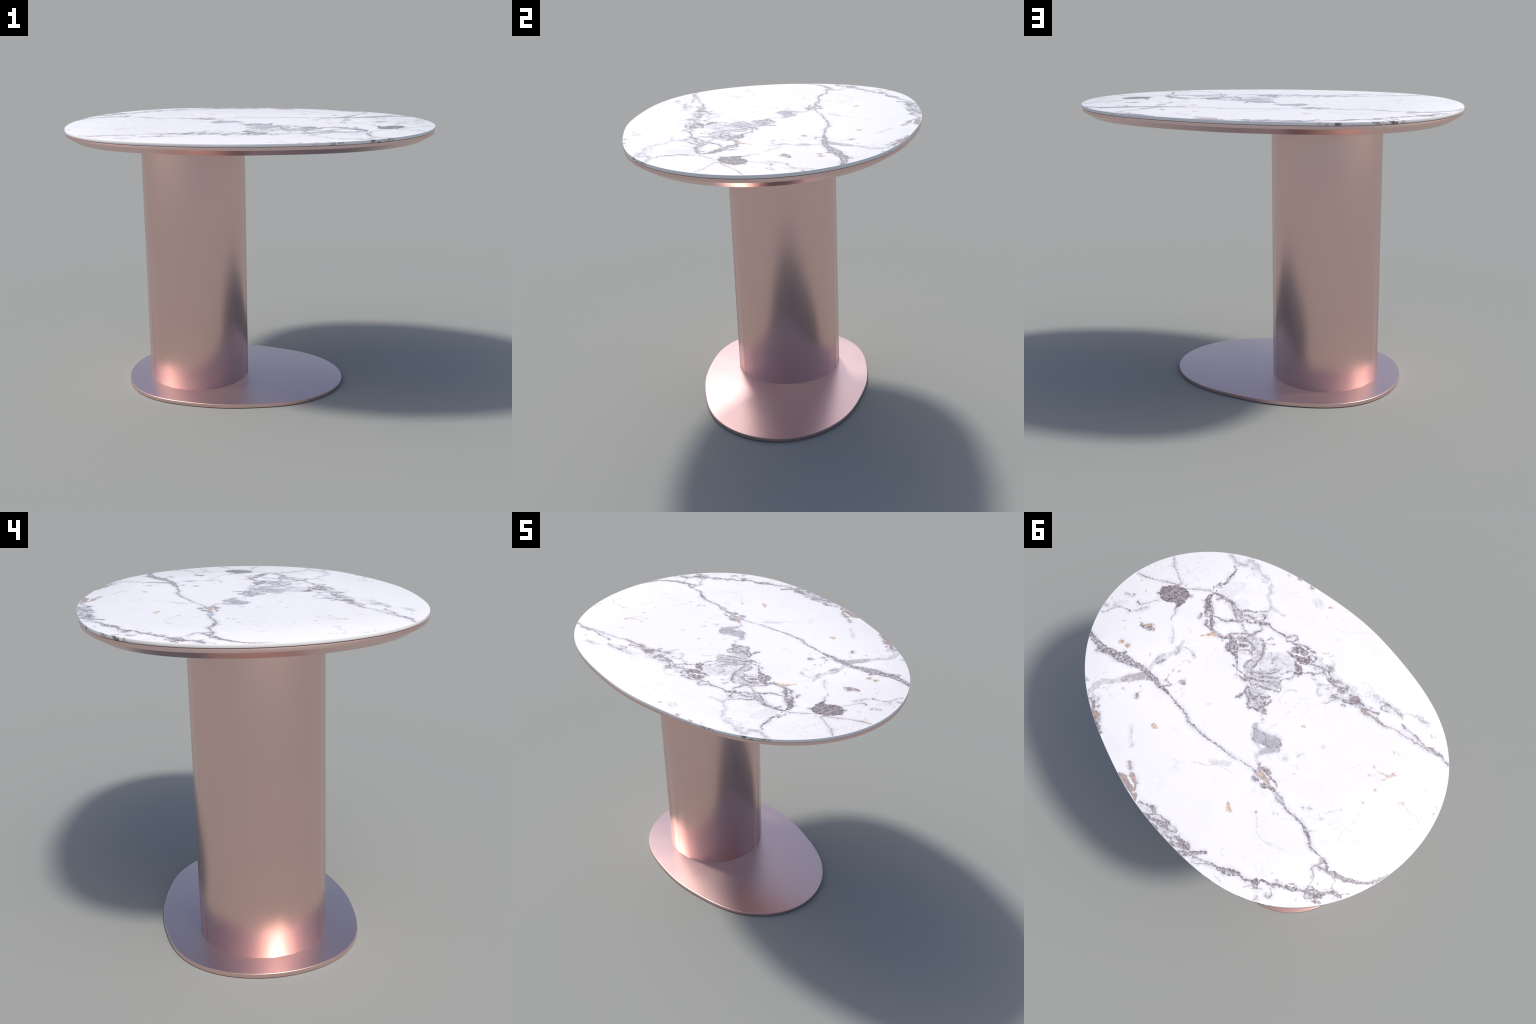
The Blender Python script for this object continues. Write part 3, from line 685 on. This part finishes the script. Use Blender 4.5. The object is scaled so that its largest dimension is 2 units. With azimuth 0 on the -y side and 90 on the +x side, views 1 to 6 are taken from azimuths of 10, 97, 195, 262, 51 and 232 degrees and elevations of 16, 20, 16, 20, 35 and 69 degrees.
def streak_mask(t, pos, strength, points, soft):
    """Depth of a point inside the streak (metres) and the streak's soft-edged mask."""
    (x0, y0, w0), (x1, y1, w1) = points[0], points[-1]
    length = math.hypot(x1 - x0, y1 - y0)
    ux, uy = (x1 - x0) / length, (y1 - y0) / length
    u = t.vmath("DOT_PRODUCT", pos, (ux, uy, 0.0))
    side = t.vmath("DOT_PRODUCT", pos, (-uy, ux, 0.0))
    along = [x * ux + y * uy for x, y, _ in points]
    spine = [(a, y * ux - x * uy) for a, (x, y, _) in zip(along, points)]
    first, last = along[0] - max(0.0012, w0), along[-1] + max(0.0012, w1)
    width = [(first - 0.05, -0.05), (first - 0.03, -0.05), (first, -soft - 0.002)] + [(a, w) for a, (_, _, w) in zip(along, points)] + [(last, -soft - 0.002), (last + 0.03, -0.05), (last + 0.05, -0.05)]
    centre = curve_node(t, u, spine, "AUTO") if len(spine) > 2 or abs(spine[0][1] - spine[1][1]) > 1e-6 else spine[0][1]
    half = curve_node(t, u, width, "AUTO_CLAMPED")
    inside = t.math("SUBTRACT", half, t.math("ABSOLUTE", t.math("SUBTRACT", side, centre)))
    return inside, t.ramp(inside, -soft, soft, 0.0, strength)


def touches(run, cell):
    """Does the streak (with its soft surroundings) reach into the cell (x0, y0, x1, y1)?"""
    reach = max(w for _, _, w in run) + 0.035
    xs, ys = [p[0] for p in run], [p[1] for p in run]
    return max(xs) + reach > cell[0] and min(xs) - reach < cell[2] and max(ys) + reach > cell[1] and min(ys) - reach < cell[3]


def bundles(tone, cell, size=14):
    """Node groups of a few streaks each (small trees build quickly): mask and depth inside."""
    pieces = [(strength, run) for strength, points in MARBLE_FIGURE.get(tone, ()) for run in runs(points) if touches(run, cell)]
    packed = []
    for start in range(0, len(pieces), size):
        g, entry, leave = Tree.group("marble_" + tone, [("Position", "NodeSocketVector")], [("Mask", "NodeSocketFloat"), ("Depth", "NodeSocketFloat")])
        total = depth = None
        for strength, run in pieces[start:start + size]:
            inside, mask = streak_mask(g, entry.outputs[0], strength, [(x, y, w * WIDTH[tone]) for x, y, w in run], SOFT[tone])
            total = mask if total is None else g.math("MAXIMUM", total, mask)
            depth = inside if depth is None else g.math("MAXIMUM", depth, inside)
        g.put(leave.inputs[0], total)
        g.put(leave.inputs[1], depth)
        packed.append(g.tree)
    return packed


WHITE = (0.86, 0.825, 0.815)
DARK = (0.155, 0.117, 0.121)
SLATE = (0.29, 0.265, 0.285)
GRAY = (0.50, 0.485, 0.525)
BROWN = (0.23, 0.155, 0.145)
TAN = (0.74, 0.54, 0.38)
TONES = ("web", "gray", "faint", "h", "mix", "disc", "brown", "dark", "tan", "white")


def marble(name, cell):
    """White marble with the part of the figure that touches the cell."""
    t = Tree(name)
    raw = t.node("ShaderNodeTexCoord").outputs["Object"]
    flat = t.vmath("MULTIPLY", raw, (1.0, 1.0, 0.0))
    pos = flat
    for scale, amp in ((30.0, 0.013), (100.0, 0.018), (240.0, 0.009)):
        n = t.noise(flat, scale, 1.5)
        wob = t.vmath("SUBTRACT", n.outputs["Color"], (0.5, 0.5, 0.5))
        pos = t.vmath("ADD", pos, t.vmath("SCALE", wob, scale=amp))
    pos = t.vmath("MULTIPLY", pos, (1.0, 1.0, 0.0))
    masks, depths, halo = {}, {}, None
    for tone in TONES:
        total = depth = None
        for packed in bundles(tone, cell):
            n = t.node("ShaderNodeGroup", node_tree=packed)
            t.put(n.inputs[0], pos)
            total = n.outputs[0] if total is None else t.math("MAXIMUM", total, n.outputs[0])
            depth = n.outputs[1] if depth is None else t.math("MAXIMUM", depth, n.outputs[1])
        if total is not None:
            masks[tone], depths[tone] = total, depth
            if tone in ("dark", "mix", "h", "disc", "brown"):
                halo = depth if halo is None else t.math("MAXIMUM", halo, depth)
    medium = t.noise(flat, 42.0, 3.0, 0.6).outputs[0]
    fine = t.noise(flat, 120.0, 2.0, 0.65).outputs[0]
    cloud = t.noise(flat, 5.0, 4.0).outputs[0]
    haze = t.noise(flat, 16.0, 3.0).outputs[0]

    warm = t.ramp(t.noise(flat, 7.0, 3.0).outputs[0], 0.42, 0.60)
    dark_tone = t.mix(warm, DARK, (0.170, 0.108, 0.102))
    lace = t.noise(pos, 74.0, 2.0, 0.55).outputs[0]

    def threads(scale, thin, thick):
        """Fine wandering lines: where a noise crosses its middle value."""
        n = t.noise(pos, scale, 1.0, 0.4).outputs[0]
        return t.ramp(t.math("ABSOLUTE", t.math("SUBTRACT", n, 0.5)), thin, thick, 1.0, 0.0)

    def rim(tone, reach):
        """1 along the border of a streak, 0 in its heart."""
        return t.ramp(depths[tone], 0.0005, reach, 1.0, 0.0)

    def grainlines(tone, per_metre, wander):
        """Stripes that follow the streak, from its depth and some noise."""
        phase = t.math("ADD", t.math("MULTIPLY", depths[tone], per_metre * math.tau), t.math("MULTIPLY", medium, wander))
        return t.ramp(t.math("SINE", phase), -0.4, 0.8)

    def lay(tone, col, paint, cover=None):
        if tone not in masks:
            return col
        mask = masks[tone] if cover is None else t.math("MULTIPLY", masks[tone], cover)
        return t.mix(mask, col, paint() if callable(paint) else paint)

    def gray_stone():
        body = t.mix(t.ramp(haze, 0.3, 0.65), (0.60, 0.585, 0.625), GRAY)
        body = t.mix(t.math("MULTIPLY", t.ramp(lace, 0.52, 0.66), 0.8), body, WHITE)
        body = t.mix(t.math("MULTIPLY", threads(52.0, 0.008, 0.032), 0.8), body, SLATE)
        return t.mix(t.math("MULTIPLY", rim("gray", 0.003), 0.2), body, SLATE)

    def mixed_stone():
        body = t.mix(t.ramp(fine, 0.38, 0.62), (0.35, 0.318, 0.335), (0.58, 0.555, 0.58))
        body = t.mix(grainlines("mix", 75.0, 18.0), t.mix(t.ramp(fine, 0.3, 0.55), dark_tone, (0.28, 0.245, 0.255)), body)
        body = t.mix(t.math("MULTIPLY", threads(85.0, 0.008, 0.035), 0.8), body, dark_tone)
        return t.mix(t.math("MULTIPLY", rim("mix", 0.003), 0.5), body, dark_tone)

    def medallion():
        # layered like the grain of wood, with paler streaks
        flecks = t.ramp(lace, 0.48, 0.62, 0.0, 0.85)
        wave = t.math("SINE", t.math("ADD", t.math("MULTIPLY", t.vmath("DOT_PRODUCT", pos, (430.0, -250.0, 0.0)), 1.0), t.math("MULTIPLY", medium, 22.0)))
        body = t.mix(t.math("MULTIPLY", t.ramp(wave, 0.0, 0.95), t.ramp(haze, 0.38, 0.58)), dark_tone, (0.47, 0.44, 0.46))
        body = t.mix(t.ramp(fine, 0.45, 0.65, 0.0, 0.75), body, (0.29, 0.245, 0.25))
        body = t.mix(t.math("MULTIPLY", rim("disc", 0.008), 0.7), body, (0.16, 0.118, 0.118))
        return t.mix(flecks, body, (0.40, 0.375, 0.40))

    # the white ground: pale clouds, hairlines and a few small warm specks
    col = t.mix(t.ramp(cloud, 0.48, 0.75, 0.0, 0.16), WHITE, (0.66, 0.64, 0.70))
    drift = t.ramp(t.noise(flat, 3.3, 3.0).outputs[0], 0.46, 0.62)
    hair = t.noise(pos, 5.5, 4.0, 0.55).outputs[0]
    hair = t.ramp(t.math("ABSOLUTE", t.math("SUBTRACT", hair, 0.5)), 0.002, 0.012, 0.21, 0.0)
    col = t.mix(t.math("MULTIPLY", hair, drift), col, (0.40, 0.37, 0.42))
    speck = t.math("MULTIPLY", t.ramp(t.noise(flat, 62.0, 2.0).outputs[0], 0.68, 0.76, 0.0, 0.5), drift)
    col = t.mix(speck, col, t.mix(t.ramp(haze, 0.42, 0.58), (0.62, 0.44, 0.38), (0.46, 0.42, 0.46)))
    if halo is not None:
        glow = t.math("MULTIPLY", t.ramp(halo, -0.025, 0.001, 0.0, 0.37), t.ramp(haze, 0.28, 0.66))
        col = t.mix(glow, col, (0.52, 0.505, 0.58))
        near = t.math("MULTIPLY", t.ramp(halo, -0.014, -0.001), t.ramp(haze, 0.42, 0.6))
        col = t.mix(t.math("MULTIPLY", t.math("MULTIPLY", near, t.math("MAXIMUM", threads(34.0, 0.006, 0.030), threads(70.0, 0.004, 0.026))), 0.52), col, SLATE)
    col = lay("gray", col, gray_stone, t.ramp(haze, 0.25, 0.6, 0.7, 1.0))
    # crackled ground: a close web of broken dark threads with a little grey between
    col = lay("web", col, GRAY, t.ramp(lace, 0.42, 0.60, 0.24, 0.0))
    col = lay("web", col, dark_tone, t.math("MULTIPLY", t.math("MAXIMUM", threads(30.0, 0.007, 0.030), t.math("MULTIPLY", threads(58.0, 0.006, 0.032), 0.8)), t.ramp(medium, 0.40, 0.56, 0.08, 0.66)))
    col = lay("faint", col, (0.42, 0.38, 0.41), t.ramp(medium, 0.35, 0.6, 0.3, 1.0))
    col = lay("h", col, lambda: t.mix(t.math("MAXIMUM", t.math("MULTIPLY", rim("h", 0.006), 0.5), t.math("MULTIPLY", threads(70.0, 0.006, 0.03), 0.7)), t.mix(t.ramp(lace, 0.50, 0.62, 0.0, 0.5), t.mix(t.ramp(haze, 0.38, 0.60), (0.31, 0.295, 0.31), (0.47, 0.455, 0.48)), (0.62, 0.60, 0.63)), SLATE), t.ramp(lace, 0.34, 0.46, 0.5, 1.0))
    holes = t.ramp(lace, 0.38, 0.50, 0.38, 1.0)
    col = lay("mix", col, mixed_stone, holes)
    col = lay("disc", col, medallion)
    col = lay("brown", col, lambda: t.mix(t.ramp(medium, 0.40, 0.6), BROWN, (0.45, 0.32, 0.265)), t.ramp(medium, 0.36, 0.5, 0.65, 1.0))
    col = lay("dark", col, lambda: t.mix(t.ramp(fine, 0.4, 0.65), dark_tone, (0.32, 0.28, 0.295)), t.math("MULTIPLY", t.ramp(medium, 0.34, 0.54, 0.62, 1.0), t.ramp(lace, 0.36, 0.50, 0.35, 1.0)))
    col = lay("tan", col, lambda: t.mix(t.ramp(fine, 0.36, 0.50), (0.31, 0.21, 0.17), t.mix(t.ramp(lace, 0.40, 0.56), (0.56, 0.37, 0.25), TAN)), t.ramp(medium, 0.3, 0.5, 0.6, 1.0))
    col = lay("white", col, WHITE)
    return t.surface(col, 0.38, specular=0.42)


# dark runs across the sawn edge of the slab: (centre in degrees, half width, strength)
EDGE_RUNS = ((122.5, 2.2, 0.5), (126.3, 1.6, 0.9), (137.0, 1.6, 0.8), (139.0, 1.2, 0.6), (142.0, 2.0, 1.0), (144.8, 1.0, 0.7),
             (-56.6, 1.2, 0.4), (-50.5, 1.5, 0.6), (-47.6, 1.0, 0.8), (-36.2, 2.0, 0.95), (-33.0, 1.2, 0.7), (-30.6, 1.6, 0.9), (41.3, 0.9, 0.35))


def marble_edge(name):
    t = Tree(name)
    pos = t.node("ShaderNodeTexCoord").outputs["Object"]
    s = t.node("ShaderNodeSeparateXYZ")
    t.put(s.inputs[0], pos)
    lean = t.math("MULTIPLY", t.math("SUBTRACT", s.outputs[2], TOP_Z), 0.9)
    wob = t.math("MULTIPLY", t.math("SUBTRACT", t.noise(pos, 90.0, 2.0).outputs[0], 0.5), 0.06)
    ang = t.math("ADD", t.math("ADD", t.math("ARCTAN2", s.outputs[1], s.outputs[0]), lean), wob)
    total = None
    for centre, half, strength in EDGE_RUNS:
        d = t.math("ABSOLUTE", t.math("SUBTRACT", ang, math.radians(centre)))
        m = t.ramp(d, math.radians(half), math.radians(half) * 0.4, 0.0, strength)
        total = m if total is None else t.math("MAXIMUM", total, m)
    spot = t.noise(pos, 55.0, 2.0).outputs[0]
    total = t.math("MULTIPLY", total, t.ramp(spot, 0.38, 0.58))
    tint = t.mix(t.ramp(t.noise(pos, 38.0, 2.0).outputs[0], 0.42, 0.62), (0.15, 0.125, 0.12), (0.36, 0.27, 0.19))
    col = t.mix(total, WHITE, tint)
    return t.surface(col, 0.38, specular=0.42)


# ------------------------------------------------------------------ build
CELLS_X = (-1.1, -0.62, -0.28, 0.0, 0.28, 0.56, 1.1)
CELLS_Y = (-0.8, -0.36, 0.0, 0.36, 0.8)


def lay_marble(slab):
    """Divide the upper face into cells; each gets the marble with its own share of the figure,
    so that no shading point has to evaluate the whole of it."""
    bm = bmesh.new()
    bm.from_mesh(slab.data)
    for axis, cuts in ((0, CELLS_X[1:-1]), (1, CELLS_Y[1:-1])):
        for at in cuts:
            tops = [f for f in bm.faces if f.normal.z > 0.99]
            geom = tops + list({e for f in tops for e in f.edges}) + list({v for f in tops for v in f.verts})
            origin, normal = [0.0, 0.0, 0.0], [0.0, 0.0, 0.0]
            origin[axis], normal[axis] = at, 1.0
            bmesh.ops.bisect_plane(bm, geom=geom, plane_co=origin, plane_no=normal)
    slots = {}
    for f in bm.faces:
        if f.normal.z > 0.99:
            c = f.calc_center_median()
            key = (sum(c.x > x for x in CELLS_X[1:-1]), sum(c.y > y for y in CELLS_Y[1:-1]))
            if key not in slots:
                i, j = key
                slab.data.materials.append(marble("veined_marble", (CELLS_X[i], CELLS_Y[j], CELLS_X[i + 1], CELLS_Y[j + 1])))
                slots[key] = len(slab.data.materials) - 1
            f.material_index = slots[key]
    bm.to_mesh(slab.data)
    bm.free()


def build():
    satin, brushed, matt = (rose_metal(n, r) for n, r in (("rose_metal_satin", 0.295), ("rose_metal_brushed", 0.29), ("rose_metal_matt", 0.325)))
    edge_mat = marble_edge("veined_marble_edge")
    N = 256

    table = bpy.data.objects.new("pedestal_table", None)
    table["label"] = "egg-shaped white veined marble pedestal table with rose metal column"
    table["category"] = "table"
    bpy.context.scene.collection.objects.link(table)

    slab = loft("marble_slab", [(egg(N, 0.0006), SLAB_Z), (egg(N), SLAB_Z + 0.0006)] + rounded_edge(lambda i: egg(N, i), TOP_Z, 0.0008, True, 2), edge_mat, 50.0)
    lay_marble(slab)

    spacer = loft("shadow_gap_spacer", [(egg(N, 0.012), CARRIER_Z - 0.001), (egg(N, 0.012), SLAB_Z + 0.001)], matt)

    rim = lambda i: egg(N, 0.0025 + i)
    carrier = loft("tabletop_carrier", [(egg(N, 0.0025 + CHAMFER), UNDER_Z), (rim(0.0), BAND_Z)] + rounded_edge(rim, CARRIER_Z, 0.0022, True, 3), brushed, 25.0)

    heights = [FOOT_Z - 0.002] + [FOOT_Z + (UNDER_Z - FOOT_Z) * i / 12 for i in range(1, 12)] + [UNDER_Z + 0.002]
    column = loft("column", [(circle(COLUMN_SIDES, COLUMN_R, COLUMN_X), z) for z in heights], satin, 40.0)
    lean_normals(column.data)

    foot_rim = lambda i: egg(N, i, FOOT_SCALE, FOOT_X)
    foot = loft("foot_plate", rounded_edge(foot_rim, 0.0, 0.0018, False, 2) + rounded_edge(foot_rim, FOOT_Z, 0.0025, True, 4), matt, 35.0)

    for part in (slab, spacer, carrier, column, foot):
        part.parent = table


build()
